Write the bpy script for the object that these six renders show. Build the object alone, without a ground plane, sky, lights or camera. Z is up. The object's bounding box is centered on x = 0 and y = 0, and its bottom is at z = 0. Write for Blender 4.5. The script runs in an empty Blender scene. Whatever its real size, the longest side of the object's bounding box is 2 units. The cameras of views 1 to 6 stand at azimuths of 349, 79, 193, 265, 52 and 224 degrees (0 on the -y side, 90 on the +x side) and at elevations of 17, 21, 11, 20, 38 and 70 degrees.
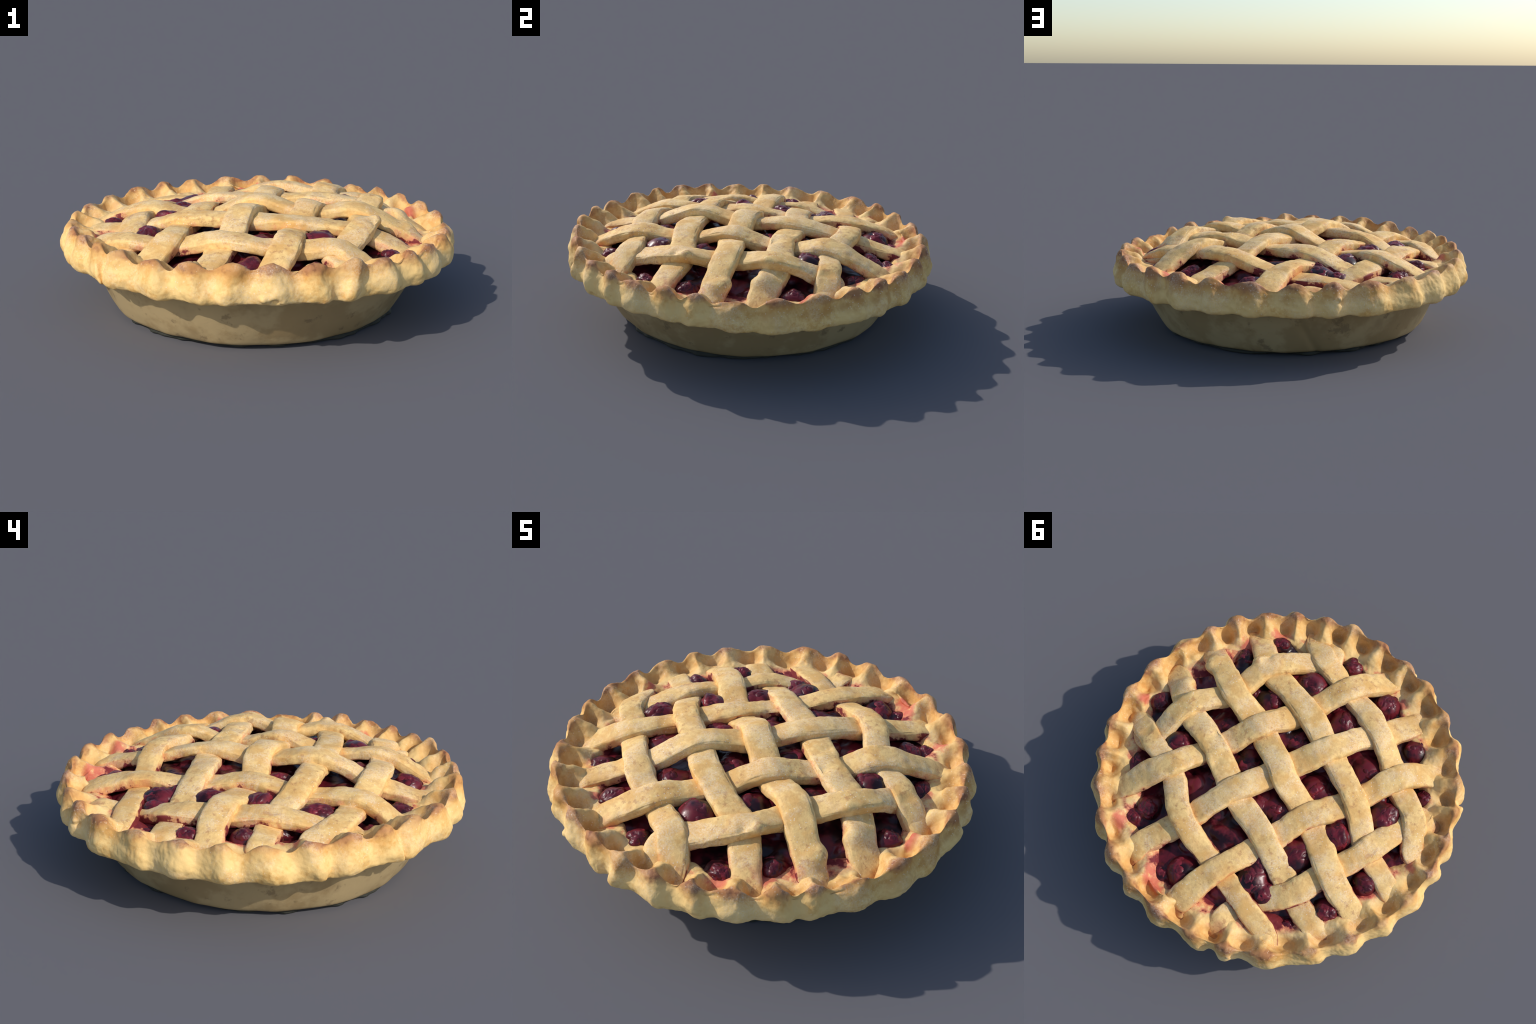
"""Cherry pie with a woven lattice top in a plain pie tin."""
import bpy, math, random
import numpy as np
from mathutils import Vector, noise

random.seed(7)
RNG = np.random.default_rng(7)
TAU = 2 * math.pi


# ------------------------------------------------------------------ helpers
def mesh_object(name, verts, faces, material, parent=None, smooth=True):
    me = bpy.data.meshes.new(name)
    me.from_pydata([tuple(v) for v in verts], [], faces)
    me.update()
    if smooth:
        me.polygons.foreach_set("use_smooth", [True] * len(me.polygons))
    me.materials.append(material)
    ob = bpy.data.objects.new(name, me)
    bpy.context.scene.collection.objects.link(ob)
    if parent is not None:
        ob.parent = parent
    return ob


def grid_faces(rows, cols, wrap_cols=False, wrap_rows=False):
    faces = []
    for i in range(rows if wrap_rows else rows - 1):
        a, b = i * cols, ((i + 1) % rows) * cols
        for j in range(cols if wrap_cols else cols - 1):
            k = (j + 1) % cols
            faces.append((a + j, a + k, b + k, b + j))
    return faces


def periodic(az_deg, table):
    """Smooth periodic lookup: table = [(azimuth, value), ...]."""
    t = sorted((a % 360, v) for a, v in table)
    xs = np.array([t[-1][0] - 360] + [a for a, _ in t] + [t[0][0] + 360])
    ys = np.array([t[-1][1]] + [v for _, v in t] + [t[0][1]])
    q = np.asarray(az_deg) % 360
    i = np.clip(np.searchsorted(xs, q, side="right") - 1, 0, len(xs) - 2)
    f = (q - xs[i]) / (xs[i + 1] - xs[i])
    f = f * f * (3 - 2 * f)
    return ys[i] * (1 - f) + ys[i + 1] * f


def catmull(points, samples):
    """Centripetal-free Catmull-Rom through points, uniform in chord length."""
    P = np.array(points, float)
    P = np.vstack([2 * P[0] - P[1], P, 2 * P[-1] - P[-2]])
    out = []
    n = len(P) - 3
    for i in range(n):
        p0, p1, p2, p3 = P[i:i + 4]
        for t in np.linspace(0, 1, 24, endpoint=False):
            out.append(0.5 * (2 * p1 + (p2 - p0) * t + (2 * p0 - 5 * p1 + 4 * p2 - p3) * t ** 2
                              + (3 * p1 - p0 - 3 * p2 + p3) * t ** 3))
    out.append(P[-2])
    out = np.array(out)
    d = np.concatenate([[0], np.cumsum(np.linalg.norm(np.diff(out, axis=0), axis=1))])
    s = np.linspace(0, d[-1], samples)
    return np.stack([np.interp(s, d, out[:, k]) for k in range(out.shape[1])], 1), s


def nz(p, scale, seed=0.0):
    return noise.noise(Vector((p[0] * scale + seed, p[1] * scale - seed * 0.7, p[2] * scale + seed * 1.3)))


def rumple(V, amp, scale, seed, octaves=2):
    """Scalar noise for each vertex."""
    out = np.zeros(len(V))
    for i, p in enumerate(V):
        a, s = amp, scale
        for o in range(octaves):
            out[i] += a * nz(p, s, seed + 11.3 * o)
            a *= 0.5
            s *= 2.1
    return out


def grid_normals(V3):
    du = np.gradient(V3, axis=1)
    dv = np.gradient(V3, axis=0)
    n = np.cross(du, dv)
    return n / (np.linalg.norm(n, axis=2, keepdims=True) + 1e-12)


# ---------------------------------------------------------------- materials
class Nodes:
    def __init__(self, name):
        self.mat = bpy.data.materials.new(name)
        self.mat.use_nodes = True
        self.nt = self.mat.node_tree
        self.bsdf = self.nt.nodes["Principled BSDF"]
        self.co = self.nt.nodes.new("ShaderNodeTexCoord").outputs["Object"]

    def add(self, kind, **kw):
        n = self.nt.nodes.new(kind)
        for k, v in kw.items():
            setattr(n, k, v)
        return n

    def link(self, a, b):
        self.nt.links.new(a, b)

    def put(self, sock, v):
        if hasattr(v, "is_linked") or isinstance(v, bpy.types.NodeSocket):
            self.link(v, sock)
        else:
            sock.default_value = v

    def noise(self, scale, detail=3.0, rough=0.55, co=None, offset=(0, 0, 0)):
        m = self.add("ShaderNodeMapping")
        m.inputs["Location"].default_value = offset
        self.link(co or self.co, m.inputs["Vector"])
        n = self.add("ShaderNodeTexNoise")
        n.inputs["Scale"].default_value = scale
        n.inputs["Detail"].default_value = detail
        n.inputs["Roughness"].default_value = rough
        self.link(m.outputs["Vector"], n.inputs["Vector"])
        return n.outputs["Fac"]

    def math(self, op, a, b=0.0, c=None):
        n = self.add("ShaderNodeMath", operation=op)
        self.put(n.inputs[0], a)
        self.put(n.inputs[1], b)
        if c is not None:
            self.put(n.inputs[2], c)
        return n.outputs[0]

    def band(self, v, lo, hi, a=0.0, b=1.0):
        n = self.add("ShaderNodeMapRange", interpolation_type="SMOOTHSTEP")
        self.put(n.inputs["Value"], v)
        n.inputs["From Min"].default_value = lo
        n.inputs["From Max"].default_value = hi
        n.inputs["To Min"].default_value = a
        n.inputs["To Max"].default_value = b
        return n.outputs["Result"]

    def mix(self, fac, a, b, mode="MIX"):
        n = self.add("ShaderNodeMix", data_type="RGBA", blend_type=mode)
        self.put(n.inputs[0], fac)
        self.put(n.inputs[6], a if not isinstance(a, tuple) else (*a, 1))
        self.put(n.inputs[7], b if not isinstance(b, tuple) else (*b, 1))
        return n.outputs[2]

    def xyz(self):
        n = self.add("ShaderNodeSeparateXYZ")
        self.link(self.co, n.inputs[0])
        return n.outputs

    def radius(self):
        x, y, z = self.xyz()
        return self.math("SQRT", self.math("ADD", self.math("MULTIPLY", x, x), self.math("MULTIPLY", y, y)))

    def near(self, point, inner, outer):
        n = self.add("ShaderNodeVectorMath", operation="DISTANCE")
        self.link(self.co, n.inputs[0])
        n.inputs[1].default_value = point
        return self.band(n.outputs["Value"], inner, outer, 1.0, 0.0)

    def bump(self, height, strength, distance):
        b = self.add("ShaderNodeBump")
        b.inputs["Strength"].default_value = strength
        b.inputs["Distance"].default_value = distance
        self.link(height, b.inputs["Height"])
        self.link(b.outputs["Normal"], self.bsdf.inputs["Normal"])

    def finish(self, color, rough, spec=0.3):
        self.put(self.bsdf.inputs["Base Color"], color if not isinstance(color, tuple) else (*color, 1))
        self.put(self.bsdf.inputs["Roughness"], rough)
        self.bsdf.inputs["Specular IOR Level"].default_value = spec
        return self.mat


PALE = (0.85, 0.57, 0.225)
TAN = (0.66, 0.40, 0.15)
GOLD = (0.70, 0.375, 0.10)
BROWN = (0.37, 0.150, 0.065)
FLOUR = (0.84, 0.70, 0.52)
JUICE = (0.62, 0.10, 0.075)
DARK_JUICE = (0.17, 0.012, 0.022)

# places where cherry juice has soaked the dough (x, y, z, radius)
STAINS = [(0.10, 0.86, .38, .10), (0.47, 0.73, .38, .08), (0.62, -0.47, .38, .11), (0.86, 0.13, .39, .075),
          (-0.75, 0.16, .38, .07), (-0.84, -0.08, .38, .05), (-0.05, -0.80, .38, .06), (-0.24, -0.76, .38, .06),
          (0.53, -0.64, .39, .08), (-0.30, 0.80, .38, .06), (0.15, 0.80, .38, .06), (0.70, -0.35, .38, .05)]


def dough_material(name, rim):
    m = Nodes(name)
    x, y, z = m.xyz()
    big = m.noise(5.0, 4, 0.6)
    mid = m.noise(17.0, 4, 0.6, offset=(3, 1, 2))
    fine = m.noise(55.0, 4, 0.7, offset=(6, 6, 2))
    col = m.mix(m.math("MULTIPLY_ADD", m.band(fine, 0.44, 0.60), 0.40, m.band(mid, 0.44, 0.60, 0, .45)), PALE, TAN if not rim else GOLD)
    if rim:
        col = m.mix(m.band(big, 0.44, 0.58), PALE, col)
        r = m.radius()
        # crests of the crimps are browned by the oven
        wobble = m.math("MULTIPLY_ADD", mid, 0.06, -0.03)
        crest = m.math("ADD", z, m.math("MULTIPLY_ADD", y, 0.022, m.math("MULTIPLY", x, 0.004)))
        crest = m.math("ADD", crest, wobble)
        outer = m.band(m.math("ADD", r, wobble), 0.89, 0.935)
        hot = m.math("MULTIPLY", m.band(crest, 0.392, 0.430), outer)
        hot = m.math("MULTIPLY", hot, m.band(m.noise(4.5, 2, .5, offset=(1, 2, 7)), 0.34, 0.56, 0.45, 1.0))
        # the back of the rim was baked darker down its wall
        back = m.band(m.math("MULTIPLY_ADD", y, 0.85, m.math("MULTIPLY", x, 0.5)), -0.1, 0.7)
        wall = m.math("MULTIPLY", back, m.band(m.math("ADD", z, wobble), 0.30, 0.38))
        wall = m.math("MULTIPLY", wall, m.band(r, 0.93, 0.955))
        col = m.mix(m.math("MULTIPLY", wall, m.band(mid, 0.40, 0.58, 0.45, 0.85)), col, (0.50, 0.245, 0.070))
        # thumb dents are deep gold
        cup = m.math("MULTIPLY", m.band(r, 0.835, 0.875), m.band(r, 0.925, 0.95, 1.0, 0.0))
        col = m.mix(m.math("MULTIPLY", cup, m.band(mid, 0.35, 0.6, 0.25, 0.65)), col, (0.62, 0.31, 0.085))
        halo = m.math("MULTIPLY", m.band(crest, 0.345, 0.425), m.band(r, 0.90, 0.94))
        col = m.mix(m.math("MULTIPLY", halo, m.band(big, 0.42, 0.56, 0.30, 0.80)), col, (0.66, 0.32, 0.080))
        col = m.mix(m.math("MULTIPLY", hot, 0.85), col, BROWN)
        col = m.mix(m.math("MULTIPLY", hot, m.band(m.noise(26, 3, .6, offset=(5, 5, 5)), .50, .64, 0, .7)), col,
                    (0.22, 0.075, 0.04))
    else:
        toast = m.band(m.noise(9.0, 5, 0.62, offset=(7, 2, 4)), 0.46, 0.60)
        col = m.mix(m.math("MULTIPLY", toast, 0.72), col, (0.70, 0.39, 0.12))
        scorch = m.band(m.noise(30.0, 5, 0.68, offset=(1, 8, 3)), 0.53, 0.63)
        col = m.mix(m.math("MULTIPLY", scorch, m.band(big, 0.45, 0.56, 0.15, 0.6)), col, (0.44, 0.205, 0.085))
    # flour dusting: soft fine grain in patches, and scattered single grains
    patch = m.band(m.noise(7.5, 2, 0.5, offset=(2, 9, 6)), 0.47, 0.60)
    speck = m.band(m.noise(130.0, 4, 0.75, offset=(4, 4, 1)), 0.40, 0.58)
    col = m.mix(m.math("MULTIPLY", m.math("MULTIPLY", patch, speck), 0.20 if rim else 0.36), col, FLOUR)
    vor = m.add("ShaderNodeTexVoronoi")
    vor.inputs["Scale"].default_value = 62.0
    m.link(m.co, vor.inputs["Vector"])
    grain = m.band(vor.outputs["Distance"], 0.10, 0.24, 1.0, 0.0)
    where = m.band(m.noise(6.0, 2, 0.5, offset=(8, 1, 5)), 0.46, 0.58)
    if rim:
        where = m.math("MAXIMUM", m.math("MULTIPLY", where, 0.6), m.math("MULTIPLY", wall, 0.8))
    grain = m.math("MULTIPLY", grain, where)
    col = m.mix(m.math("MULTIPLY", grain, 0.75), col, FLOUR)
    # juice soaked in
    wob = m.math("MULTIPLY_ADD", m.noise(22, 5, .65, offset=(2, 7, 1)), 2.0, -0.15)
    stain = None
    for sx, sy, sz, sr in STAINS:
        d = m.add("ShaderNodeVectorMath", operation="DISTANCE")
        m.link(m.co, d.inputs[0])
        d.inputs[1].default_value = (sx, sy, sz)
        s = m.band(m.math("DIVIDE", d.outputs["Value"], m.math("MULTIPLY", wob, sr)), 0.45, 1.0, 1.0, 0.0)
        stain = s if stain is None else m.math("MAXIMUM", stain, s)
    if rim:
        stain = m.math("MULTIPLY", stain, m.band(m.radius(), 0.86, 0.91, 1.0, 0.0))
    col = m.mix(m.math("MULTIPLY", stain, 0.8 if rim else 0.25), col, JUICE)
    # dough that touches the filling is wet with it
    rr = m.math("ADD", m.math("MULTIPLY", x, x), m.math("MULTIPLY", y, y))
    level = m.math("ADD", z, m.math("MULTIPLY", rr, 0.13))
    wet = m.math("ADD", level, m.math("MULTIPLY_ADD", m.noise(13, 4, .6, offset=(6, 3, 9)), 0.22, -0.11))
    if rim:
        inside = m.band(m.radius(), 0.80, 0.84, 1.0, 0.0)
        col = m.mix(m.math("MULTIPLY", m.band(wet, 0.435, 0.465, 0.7, 0.0), inside), col, JUICE)
        col = m.mix(m.math("MULTIPLY", m.band(wet, 0.42, 0.44, 0.95, 0.0), inside), col, DARK_JUICE)
    else:
        nrm = m.add("ShaderNodeSeparateXYZ")
        m.link(m.add("ShaderNodeNewGeometry").outputs["Normal"], nrm.inputs[0])
        flank = m.band(nrm.outputs[2], 0.45, 0.85, 1.0, 0.0)
        col = m.mix(m.math("MULTIPLY", flank, m.band(wet, 0.460, 0.490, 0.35, 0.0)), col, JUICE)
        col = m.mix(m.math("MULTIPLY", flank, m.band(wet, 0.440, 0.455, 0.95, 0.0)), col, DARK_JUICE)
    h = m.math("ADD", m.math("MULTIPLY", m.noise(120, 3, 0.6), 0.4), m.noise(38, 4, 0.6, offset=(9, 9, 9)))
    m.bump(h, 0.35, 0.006)
    return m.finish(col, 0.62, 0.25)


def cherry_material():
    m = Nodes("cherry_skin")
    a = m.noise(1.3, 2, 0.5)
    oi = m.add("ShaderNodeObjectInfo").outputs["Random"]
    col = m.mix(m.band(a, 0.35, 0.68), (0.07, 0.007, 0.012), (0.25, 0.022, 0.034))
    col = m.mix(m.math("MULTIPLY", oi, 0.55), col, (0.07, 0.007, 0.013))
    m.bump(m.noise(4, 3, 0.5), 0.15, 0.02)
    return m.finish(col, 0.36, 0.38)


def filling_material():
    m = Nodes("cherry_gel")
    a = m.noise(8.0, 4, 0.6)
    col = m.mix(m.band(a, 0.40, 0.60), (0.016, 0.0025, 0.0045), (0.135, 0.012, 0.019))  # gel tones darkened to paint in the occlusion shade of the deep cells
    m.bump(m.noise(18, 3, 0.5), 0.25, 0.01)
    return m.finish(col, 0.32, 0.38)


def tin_material():
    m = Nodes("dull_tin")
    a = m.noise(4.0, 5, 0.62)
    b = m.noise(11.0, 5, 0.65, offset=(3, 3, 3))
    c = m.noise(3.0, 4, 0.6, offset=(9, 1, 4))
    col = m.mix(m.band(a, 0.44, 0.58), (0.43, 0.315, 0.16), (0.34, 0.235, 0.11))
    col = m.mix(m.band(c, 0.55, 0.66, 0.0, 0.55), col, (0.27, 0.185, 0.09))
    col = m.mix(m.band(b, 0.59, 0.68, 0.0, 0.6), col, (0.17, 0.115, 0.06))
    m.bump(m.noise(20, 5, 0.6), 0.25, 0.01)
    return m.finish(col, 0.6, 0.3)


def dark_underside_material():
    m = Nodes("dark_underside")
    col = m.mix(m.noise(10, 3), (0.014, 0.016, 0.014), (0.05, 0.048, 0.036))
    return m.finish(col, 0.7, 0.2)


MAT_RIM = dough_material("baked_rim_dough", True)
MAT_STRIP = dough_material("baked_strip_dough", False)
MAT_CHERRY = cherry_material()
MAT_GEL = filling_material()
MAT_TIN = tin_material()
MAT_DARK_UNDERSIDE = dark_underside_material()

pie = bpy.data.objects.new("cherry_pie", None)
bpy.context.scene.collection.objects.link(pie)
pie["label"] = "round cherry pie with woven lattice crust and crimped golden rim"
pie["category"] = "pie"

# --------------------------------------------------------------------- tin
TIN_CENTRE = (0.0, 0.0)
TIN_OUT = [(-135, .010), (-110, .012), (-90, .000), (-68, -.020), (-45, -.020), (0, .000), (45, .014), (90, .006),
           (135, -.018), (180, .008)]


def build_tin():
    prof = [(0.0, 0.026), (0.40, 0.026), (0.66, 0.024), (0.706, 0.021), (0.722, 0.027), (0.738, 0.050), (0.765, 0.10),
            (0.802, 0.18), (0.832, 0.25), (0.842, 0.285), (0.83, 0.295), (0.815, 0.25), (0.787, 0.18), (0.750, 0.10),
            (0.72, 0.05), (0.64, 0.035), (0.0, 0.035)]
    P, _ = catmull(prof, 150)
    n = 540
    low_edge = [nz((math.cos(TAU * q / n) * 3, math.sin(TAU * q / n) * 3, 0), 2.5, 6) for q in range(n)]
    tout = periodic(np.arange(n) * 360.0 / n, TIN_OUT)
    V = np.zeros((len(P), n, 3))
    for j in range(n):
        t = TAU * j / n
        deg = math.degrees(t)
        for i, (r, z) in enumerate(P):
            rr = r
            if r > 0.5:
                rr += float(tout[j])
                low = max(0.0, 1 - z / 0.12)
                rr += 0.006 * nz((math.cos(t), math.sin(t), z), 2.2, 4)
                rr += 0.010 * low * nz((math.cos(t) * 1.5, math.sin(t) * 1.5, z), 4.0, 9)
                # vertical crease pressed in the wall at the back left
                crease = math.exp(-((deg - 109 + 40 * (z - .12)) / 1.6) ** 2)
                rr -= 0.010 * crease
            sag = 0.006 * low_edge[j] * max(0.0, 1 - z / 0.06)          # uneven lower edge
            cx = TIN_CENTRE[0] - 0.014 * max(0.0, 1 - z / 0.25)         # the wall leans
            V[i, j] = (cx + rr * math.cos(t), TIN_CENTRE[1] + rr * math.sin(t), z + sag)
    tin = mesh_object("pie_tin", V.reshape(-1, 3), grid_faces(len(P), n, wrap_cols=True), MAT_TIN, pie)
    # ragged dark ring under the wall
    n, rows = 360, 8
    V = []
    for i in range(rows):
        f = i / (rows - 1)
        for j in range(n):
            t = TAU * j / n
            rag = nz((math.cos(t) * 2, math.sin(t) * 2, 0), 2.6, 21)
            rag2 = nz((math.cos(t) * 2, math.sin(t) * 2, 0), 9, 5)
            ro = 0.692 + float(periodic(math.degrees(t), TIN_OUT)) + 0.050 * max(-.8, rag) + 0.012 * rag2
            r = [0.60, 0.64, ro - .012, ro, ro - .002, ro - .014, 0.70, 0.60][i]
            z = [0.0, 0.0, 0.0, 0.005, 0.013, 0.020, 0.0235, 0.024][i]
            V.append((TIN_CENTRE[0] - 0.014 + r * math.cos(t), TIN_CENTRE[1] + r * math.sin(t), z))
    mesh_object("dark_base_ring", V, grid_faces(rows, n, wrap_cols=True, wrap_rows=True), MAT_DARK_UNDERSIDE, tin)


# --------------------------------------------------------------------- rim
# crimp peaks: azimuth, radial offset, crest height
PEAKS = [(43.1, .004, .430), (33.0, .008, .436), (22.3, .004, .435), (10.2, .004, .438), (-1.4, .008, .432),
         (-13.4, -.006, .428), (-25.1, -.006, .449), (-34.7, .004, .456), (-44.6, .002, .460), (-55.6, .004, .463),
         (-66.0, .004, .465), (-75.2, .002, .468), (-86.5, -.008, .470), (-97.4, -.012, .470), (-108.0, .004, .466),
         (-119.4, .014, .463), (-129.6, .018, .46), (-141.8, .005, .455), (-151.1, 0, .45), (-161.8, 0, .447),
         (-173.8, .002, .446), (176.0, .008, .430), (165.1, .006, .431), (154.2, .004, .417), (141.5, .0, .418),
         (127.0, .004, .420), (115.5, .0, .420), (104.3, .0, .428), (90.4, -.008, .427), (79.0, -.006, .43),
         (67.0, -.002, .435), (54.6, -.002, .432)]
# how far in the dough floor reaches before the filling shows
FLOOR = [(8, .83), (-5, .74), (-22, .70), (-31, .72), (-43, .74), (-51, .81), (-61, .76), (-83, .79), (-96, .74),
         (-107, .785), (-117, .73), (-129, .80), (-137, .76), (-149, .808), (-158, .77), (-172, .815), (176, .75),
         (169, .795), (160, .74), (153, .79), (145, .74), (136, .81), (125, .76), (110, .80), (98, .79), (85, .85),
         (70, .74), (58, .815), (47, .74), (37, .78), (20, .75)]
FLOOR_DZ = [(-20, -.022), (5, -.022), (45, -.012), (90, -.020), (112, -.022), (130, -.028), (150, -.022), (180, -.012), (-140, -.002), (-90, .004),
            (-55, -.006)]
EDGE_LOW = [(-100, .296), (-45, .298), (0, .266), (45, .262), (90, .262), (135, .258), (180, .268), (-140, .285)]


# azimuth, radius, height, size, relief
LUMPS = [(-97, .98, .305, .022, .020), (-100, .975, .33, .016, -.016), (-95, .97, .29, .014, .014), (-13, .975, .35, .014, .018),
         (-12, .975, .335, .010, .012), (-36, .855, .39, .026, .022), (-29, .83, .38, .018, .014), (-33, .88, .40, .014, .012),
         (141, .975, .33, .010, .012), (118, .97, .335, .014, .014), (117, .975, .35, .012, -.012), (60, .87, .38, .022, .016),
         (120, .865, .37, .022, .020), (127, .86, .37, .018, .016), (-5, .84, .37, .045, .026), (-14, .85, .37, .03, .022), (-9, .80, .37, .03, -.016), (3, .86, .37, .03, .018), (14, .86, .38, .026, .016),
         (33, .85, .38, .028, .018), (160, .90, .39, .018, .014), (95, .86, .38, .022, .014), (-18, .82, .37, .03, .016),
         (70, .93, .42, .02, .012), (-62, .98, .31, .012, .012)]


def build_rim():
    n = 1536
    pk = sorted([(a % 360, dr, z) for a, dr, z in PEAKS])
    az_p = np.array([p[0] for p in pk])
    K = len(pk)
    dent_depth = RNG.uniform(0.75, 1.25, K)
    dent_shift = RNG.uniform(-0.08, 0.08, K)
    dent_r = RNG.uniform(-0.012, 0.012, K)
    lean = RNG.uniform(-0.5, 0.9, K)
    pw = RNG.uniform(0.9, 1.5, K)
    bob = RNG.uniform(-0.008, 0.008, K)
    skew = RNG.uniform(0.80, 0.96, K)
    rib_low = RNG.uniform(0.35, 1.2, K)
    S = 140
    V = np.zeros((S, n, 3))
    for j in range(n):
        az = 360.0 * j / n
        i = np.searchsorted(az_p, az, side="right") - 1
        a0 = az_p[i] if i >= 0 else az_p[-1] - 360
        i0 = i % K
        i1 = (i + 1) % K
        a1 = az_p[i1] if az_p[i1] > a0 else az_p[i1] + 360
        f = (az - a0) / (a1 - a0)
        f = min(max(f + dent_shift[i0] * math.sin(math.pi * f), 0), 1)
        f = f ** skew[i0]
        w = 0.5 + 0.5 * math.cos(TAU * f)          # 1 at peaks, 0 mid-dent
        p = pw[i0] * (1 - f) + pw[i1] * f
        wb = 1 - (1 - w) ** 1.5                    # broad blunt crests
        wo = 0.5 * wb + 0.5 * w ** p                       # outer ribs
        wi = w ** (p * 0.95)                      # narrower ridges inside
        wc = wb
        ff = f * f * (3 - 2 * f)
        dr = pk[i0][1] * (1 - ff) + pk[i1][1] * ff
        zc = (pk[i0][2] + bob[i0]) * (1 - ff) + (pk[i1][2] + bob[i1]) * ff
        rl = rib_low[i0] * (1 - ff) + rib_low[i1] * ff
        dd = dent_depth[i0]
        ri = float(periodic(az, FLOOR))
        ze = float(periodic(az, EDGE_LOW))
        cr = 0.938 + dr * 0.6                      # crest radius at a peak
        zl = zc - 0.036 * dd * (1 - wc)            # lip height
        tz = float(periodic(az, FLOOR_DZ))
        zd = 0.350 + tz + 0.020 * (1 - dd)              # floor of a thumb dent
        ob = 0.993 + dr * 0.4                      # outer bulge at a peak
        ins = (1 - wo)
        dri = dent_r[i0] * (1 - w)
        mid_in = max(ri + 0.012, 0.80)
        mixz = lambda dent, ridge: dent * (1 - wi) + ridge * wi
        prof = [
            (ri - 0.090, 0.300), (ri - 0.028, 0.345), (ri + 0.000, 0.380 + tz),
            (mid_in + 0.008, mixz(0.384 + tz, 0.392 + tz)),
            (0.853 + dri, mixz(zd + 0.024, zc - 0.034)),
            (0.890 + dri, mixz(zd - 0.004, zc - 0.018)),
            (0.916 + dri * 0.5, mixz(zd + 0.024, zc - 0.004)),
            (cr - 0.004 * ins, zl),
            (cr + 0.022 - 0.020 * ins, zl - 0.015),
            (ob - 0.014 - 0.034 * ins, ze + 0.105),
            (ob - 0.034 * ins * (0.5 + 0.5 * rl), ze + 0.055),
            (ob - 0.012 - 0.028 * ins * rl, ze + 0.014 - 0.005 * w ** 1.6 * rl),
            (ob - 0.046 - 0.012 * ins * rl, ze - 0.002 - 0.005 * w ** 1.6 * rl),
            (0.88, ze - 0.004), (0.80, ze - 0.006)]
        P, s = catmull(prof, S)
        ln = lean[i0] * (1 - ff) + lean[i1] * ff
        for q in range(S):
            r, z = P[q]
            out = min(max((r - 0.90) / 0.08, 0), 1)
            t = math.radians(az + ln * 5.0 * out * (ze + 0.16 - z) / 0.16)
            V[q, j] = (r * math.cos(t), r * math.sin(t), z)
    N = grid_normals(np.concatenate([V[:, -1:], V, V[:, :1]], 1))[:, 1:-1]
    flat = V.reshape(-1, 3)
    d = rumple(flat, 0.010, 7.5, 3.1, 2) + rumple(flat, 0.0032, 30.0, 8.2, 2)
    # small torn flakes and lumps squeezed out of the dough
    for a, r, z, q, hgt in LUMPS:
        c = np.array([r * math.cos(math.radians(a)), r * math.sin(math.radians(a)), z])
        dist = np.linalg.norm(flat - c, axis=1) / q
        d += hgt * np.exp(-dist ** 3)
    V2 = flat + N.reshape(-1, 3) * d[:, None]
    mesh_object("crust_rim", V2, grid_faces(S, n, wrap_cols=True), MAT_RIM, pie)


# ----------------------------------------------------------------- lattice
# crossing centres (x, y, height of the upper strip's top): A strips 1..5 by B strips 1..5
X = {(1, 1): (0.657, 0.290, 0.425), (1, 2): (0.452, 0.343, 0.489), (1, 3): (0.203, 0.510, 0.479), (1, 4): (-0.112, 0.584, 0.438),
     (1, 5): (-0.323, 0.627, 0.392), (2, 1): (0.607, 0.035, 0.491), (2, 2): (0.334, 0.110, 0.491), (2, 3): (0.096, 0.231, 0.510),
     (2, 4): (-0.200, 0.322, 0.470), (2, 5): (-0.483, 0.421, 0.414), (3, 1): (0.471, -0.196, 0.494), (3, 2): (0.225, -0.130, 0.513),
     (3, 3): (-0.017, -0.013, 0.532), (3, 4): (-0.288, 0.078, 0.475), (3, 5): (-0.544, 0.217, 0.460), (4, 1): (0.432, -0.433, 0.482),
     (4, 2): (0.113, -0.362, 0.492), (4, 3): (-0.138, -0.265, 0.532), (4, 4): (-0.406, -0.151, 0.486), (4, 5): (-0.631, 0.004, 0.443),
     (5, 1): (0.231, -0.670, 0.447), (5, 2): (0.016, -0.615, 0.475), (5, 3): (-0.268, -0.522, 0.474), (5, 4): (-0.494, -0.394, 0.457),
     (5, 5): (-0.692, -0.288, 0.426)}
ENDS_A = {1: ((.775, .235), (-.52, .695)), 2: ((.760, -.085), (-.70, .51)), 3: ((.69, -.30), (-.80, .31)),
          4: ((.585, -.535), (-.84, .075)), 5: ((.365, -.765), (-.835, -.155))}
ENDS_B = {1: ((.745, .235), (.285, -.80)), 2: ((.555, .545), (-.10, -.825)), 3: ((.325, .83), (-.385, -.73)),
          4: ((-.055, .845), (-.635, -.57)), 5: ((-.30, .79), (-.79, -.32))}
WIDTH_A = {1: .128, 2: .150, 3: .150, 4: .142, 5: .140}
WIDTH_B = {1: .140, 2: .142, 3: .145, 4: .145, 5: .138}
THICK = 0.052
LIFT = 0.020
TILT = 0.014                                   # the whole top leans a little to one side


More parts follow.
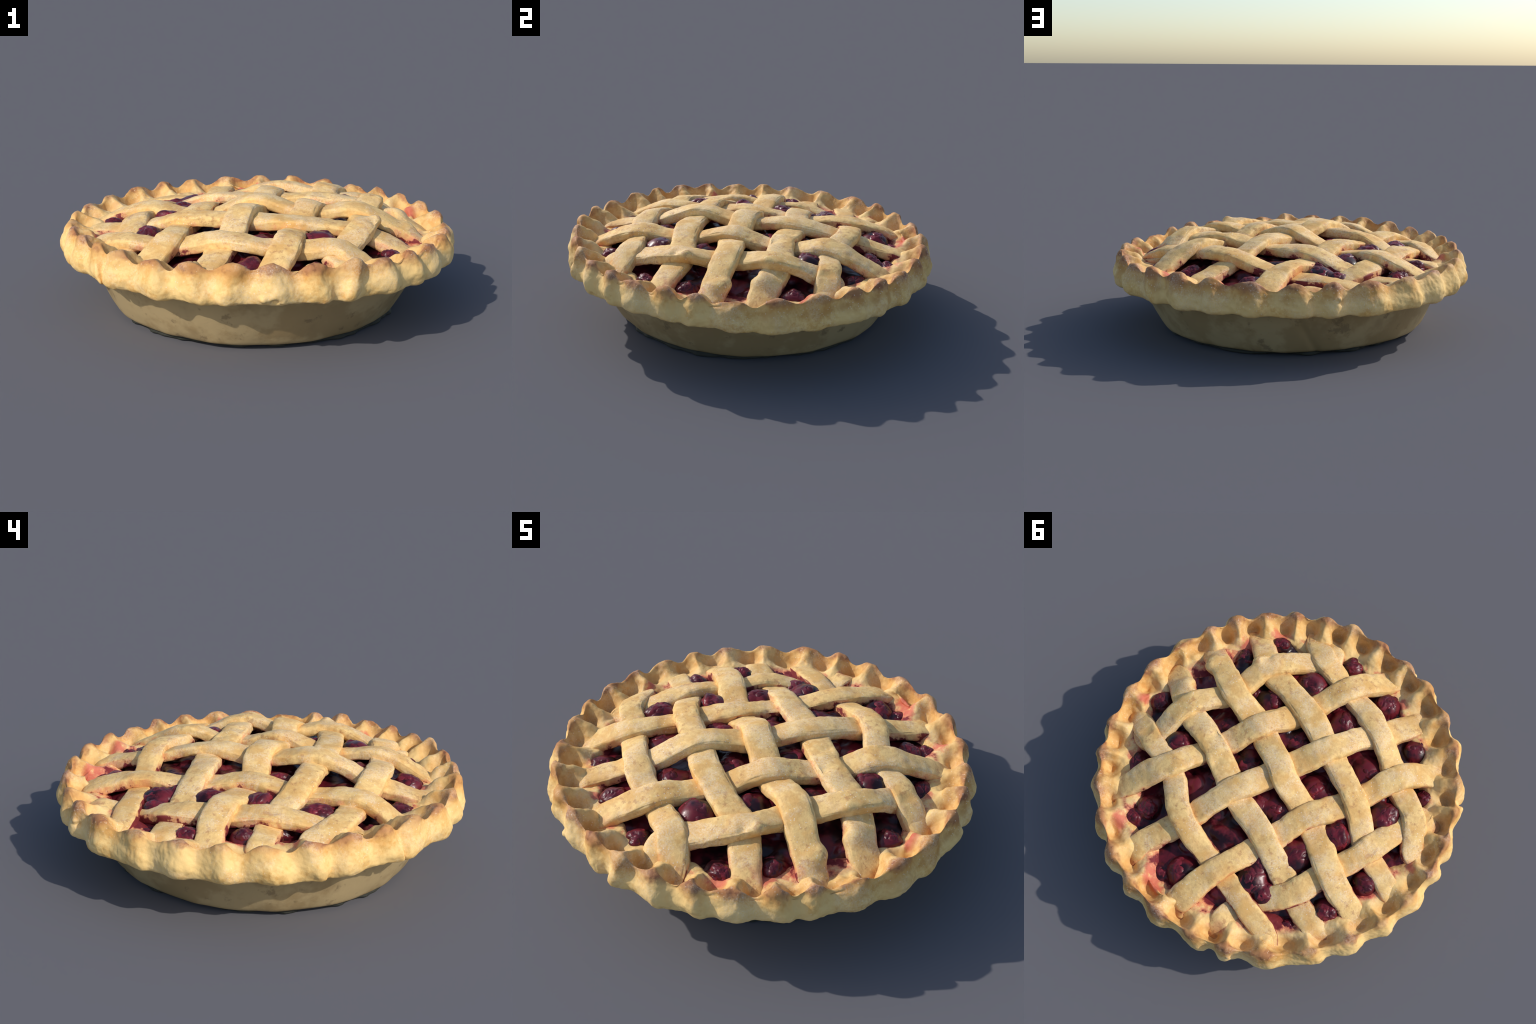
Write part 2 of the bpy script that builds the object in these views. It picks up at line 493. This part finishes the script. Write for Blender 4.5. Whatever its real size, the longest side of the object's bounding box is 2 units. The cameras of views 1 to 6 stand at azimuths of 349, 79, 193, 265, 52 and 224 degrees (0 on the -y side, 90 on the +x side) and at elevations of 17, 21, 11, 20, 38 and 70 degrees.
# chips and pits on the strips: x, y, z, size, relief
CHIPS = [(.49, -.40, .50, .028, .018), (.46, -.46, .50, .020, -.012), (.37, .06, .50, .026, -.012), (.30, .13, .50, .018, .012),
         (.26, .17, .50, .024, -.010), (-.15, -.30, .53, .016, -.010), (-.52, .50, .43, .030, .016), (-.62, .47, .41, .024, -.012),
         (.715, -.055, .43, .055, .026), (.66, -.10, .44, .03, -.014), (.70, -.28, .41, .045, .020), (.62, -.02, .49, .03, .010), (.70, -.22, .42, .035, .014), (.68, .27, .43, .03, -.012), (-.40, -.17, .49, .016, .008)]


def dome_normal(x, y):
    n = np.array([0.30 * x, 0.30 * y, 1.0])
    return n / np.linalg.norm(n)


def build_strip(ctrl, width, seed):
    """ctrl: spine points at the strip's top surface."""
    ns = 190
    C, s = catmull(ctrl, ns)
    L = s[-1]
    T = np.gradient(C, axis=0)
    T /= np.linalg.norm(T, axis=1, keepdims=True)
    m = 56
    # rounded, slightly crowned cross-section
    sec = []
    for k in range(m):
        a = TAU * k / m
        ca, sa = math.cos(a), math.sin(a)
        u = math.copysign(abs(ca) ** 0.34, ca)
        v = math.copysign(abs(sa) ** 0.46, sa)
        sec.append((u, v))
    V = np.zeros((ns, m, 3))
    for i in range(ns):
        n = dome_normal(*C[i, :2])
        side = np.cross(T[i], n)
        side /= np.linalg.norm(side)
        up = np.cross(side, T[i])
        e = min(s[i], L - s[i])
        k = min(1.0, e / 0.07)
        k = k * k * (3 - 2 * k)
        w = 0.915 * width * (1.14 - 0.14 * k) * (1 + 0.13 * nz((s[i], seed, 0), 4.5, seed) + 0.05 * nz((s[i], seed, 1), 16.0, seed))
        th = THICK * (0.45 + 0.55 * k)
        sway = 0.012 * nz((s[i], seed, 3), 6.0, seed + 5)
        roll = 0.20 * nz((s[i], seed, 9), 4.0, seed + 2)
        cap = 1.0 if 0 < i < ns - 1 else 0.6
        for j, (u, v) in enumerate(sec):
            edge = 0.004 * nz((s[i], u, seed), 14.0, seed)
            crown = -0.006 * u * u
            lo = 1.22 if v < 0 else 1.0
            off = u * (w * 0.5 * (1.02 if v < 0 else 1.0) * cap + edge) + sway
            hgt = (v * 0.5 * lo - 0.5) * th * cap + (crown if v > 0 else 0) + roll * u * w * 0.5
            V[i, j] = C[i] + side * off + up * hgt
    flat = V.reshape(-1, 3)
    N = grid_normals(np.concatenate([V[:, -1:], V, V[:, :1]], 1))[:, 1:-1].reshape(-1, 3)
    centre = np.repeat(C - np.array([0, 0, THICK * .5]), m, 0)
    sign = np.sign(np.einsum("ij,ij->i", N, flat - centre))
    N *= np.where(sign == 0, 1, sign)[:, None]
    d = rumple(flat, 0.0045, 12.0, seed * 1.7, 2) + rumple(flat, 0.0020, 42.0, seed * 0.9, 1)
    for cx, cy, cz, q, hgt in CHIPS:
        dist = np.linalg.norm(flat - np.array([cx, cy, cz]), axis=1) / q
        d += hgt * np.exp(-dist ** 3)
    flat = flat + N * d[:, None]
    faces = grid_faces(ns, m, wrap_cols=True)
    faces.append(tuple(range(m))[::-1])
    faces.append(tuple(range((ns - 1) * m, ns * m)))
    return mesh_object("lattice_strip", flat, faces, MAT_STRIP, pie)


def strip_spine(cross, over, ends):
    pts = []
    for (x, y, z), o in zip(cross, over):
        z += LIFT + TILT * (x - y)
        pts.append((x, y, z if o else z - THICK * 0.82))
    # the strip relaxes between crossings and dives to the rim at its ends
    out = []
    for k, end in enumerate(ends):
        x, y = end
        r = math.hypot(x, y)
        a, b = 0.825 / r, 0.905 / r
        t = float(periodic(math.degrees(math.atan2(y, x)), FLOOR_DZ))
        out.append(((x * a, y * a, 0.402 + t), (x * b, y * b, 0.332 + t)))
    return [out[0][1], out[0][0]] + pts + [out[1][0], out[1][1]]


def build_lattice():
    seed = 1.0
    for i in range(1, 6):
        cr = [X[(i, j)] for j in range(1, 6)]
        ov = [(i + j) % 2 == 0 for j in range(1, 6)]
        build_strip(strip_spine(cr, ov, ENDS_A[i]), WIDTH_A[i], seed)
        seed += 3.7
    for j in range(1, 6):
        cr = [X[(i, j)] for i in range(1, 6)]
        ov = [(i + j) % 2 == 1 for i in range(1, 6)]
        build_strip(strip_spine(cr, ov, ENDS_B[j]), WIDTH_B[j], seed)
        seed += 3.7


# ----------------------------------------------------------------- filling
def dome(x, y):
    edge = min(max((math.hypot(x, y) - 0.62) / 0.18, 0.0), 1.0)
    return 0.476 - 0.010 * edge + TILT * (x - y) - 0.13 * (x * x + y * y)


def cherry_spots():
    spots = list(EDGE_CHERRIES)
    for (i, j), rise in CELL_RISE.items():
        c = np.mean([X[(i, j)], X[(i + 1, j)], X[(i, j + 1)], X[(i + 1, j + 1)]], 0)
        a = random.random() * TAU
        spots.append((c[0] + .02 * math.cos(a), c[1] + .02 * math.sin(a), random.uniform(.070, .082), rise))
        for _ in range(2):
            a += random.uniform(1.6, 2.8)
            spots.append((c[0] + .09 * math.cos(a), c[1] + .09 * math.sin(a), random.uniform(.050, .065),
                          min(rise, .02) - random.uniform(0, .03)))
    return spots


def build_filling(spots):
    """Gel surface: a dome with a smooth blend over every cherry and some chance lumps."""
    rows, n = 190, 560
    B = [(x, y, r * 1.12, dome(x, y) - 0.02 + rise - r * 0.86 - 0.010) for x, y, r, rise in spots]
    for _ in range(150):
        r = 0.82 * math.sqrt(random.random())
        t = random.random() * TAU
        x, y, q = r * math.cos(t), r * math.sin(t), random.uniform(.03, .06)
        B.append((x, y, q, dome(x, y) - 0.04 - q * 0.8 + random.uniform(-.01, .012)))
    B = np.array(B)
    flo = periodic(np.arange(n) * 360.0 / n, FLOOR)
    V = []
    k = 60.0
    for i in range(rows):
        for j in range(n):
            r = min(flo[j] + 0.045, 0.83) * (i / (rows - 1)) + 0.0005
            t = TAU * j / n
            x, y = r * math.cos(t), r * math.sin(t)
            base = dome(x, y) - 0.050 + 0.012 * nz((x, y, 0), 9, 4)
            d2 = ((B[:, 0] - x) ** 2 + (B[:, 1] - y) ** 2) / B[:, 2] ** 2
            top = B[:, 3] + 0.84 * B[:, 2] * np.sqrt(np.maximum(1 - d2, 0))
            top = top[d2 < 1]
            z = base + np.log1p(np.exp(k * np.clip(top - base, -.2, .2)).sum()) / k
            z += 0.004 * nz((x, y, 0), 22, 2) - 0.02 * max(0.0, min(1.0, (r - 0.66) / 0.10)) * (TAU * 0.25 < t < TAU * 0.40)
            z = max(z - 2.2 * max(0.0, r - flo[j] - 0.004), 0.315)
            V.append((x, y, z))
    mesh_object("cherry_filling", V, grid_faces(rows, n, wrap_cols=True), MAT_GEL, pie)


def cherry_mesh(k):
    import bmesh
    bm = bmesh.new()
    bmesh.ops.create_icosphere(bm, subdivisions=5, radius=1.0)
    for v in bm.verts:
        p = v.co.normalized()
        d = 0.26 * nz(p, 1.0, 5 * k) + 0.09 * nz(p, 2.6, 3 * k + 1) + 0.02 * nz(p, 7, k)
        fold = abs(nz(p, 1.8, 17 + k))
        d -= 0.10 * max(0, 0.10 - fold) / 0.10
        v.co = p * (1 + d)
        v.co.z *= 0.86
    me = bpy.data.meshes.new("cherry")
    bm.to_mesh(me)
    bm.free()
    me.polygons.foreach_set("use_smooth", [True] * len(me.polygons))
    me.materials.append(MAT_CHERRY)
    return me


# cherries seen through the lattice: x, y, radius, how far the top stands above the filling level
EDGE_CHERRIES = [(.774, .076, .06, .02), (.60, -.41, .055, .01), (.50, -.609, .05, .03), (.109, -.755, .058, .03),
                 (-.175, -.70, .068, .04), (-.455, -.600, .06, .02), (-.665, -.425, .055, .02), (-.785, -.09, .04, .02),
                 (-.715, .135, .06, .04), (-.655, .372, .06, .035), (-.56, .553, .05, .0), (-.247, .735, .06, -.012),
                 (.03, .70, .075, .025), (.12, .78, .05, .0), (.40, .56, .06, .02), (.44, .65, .05, .015),
                 (.622, .423, .06, .01)]
CELL_RISE = {(1, 1): .055, (1, 2): -.02, (1, 3): -.015, (1, 4): .025, (2, 1): .0, (2, 2): .01, (2, 3): .0, (2, 4): .03,
             (3, 1): .03, (3, 2): .01, (3, 3): .018, (3, 4): .04, (4, 1): .06, (4, 2): .03, (4, 3): .015, (4, 4): .05}


def build_cherries(spots):
    variants = [cherry_mesh(k) for k in range(6)]
    for k, (x, y, r, rise) in enumerate(spots):
        ob = bpy.data.objects.new("cherry", variants[k % len(variants)])
        bpy.context.scene.collection.objects.link(ob)
        ob.parent = pie
        ob.scale = (r, r * random.uniform(.88, 1.05), r)
        ob.rotation_euler = (random.uniform(-.4, .4), random.uniform(-.4, .4), random.random() * TAU)
        ob.location = (x, y, dome(x, y) - 0.02 + rise - r * 0.86)


build_tin()
build_rim()
SPOTS = cherry_spots()
build_filling(SPOTS)
build_lattice()
build_cherries(SPOTS)
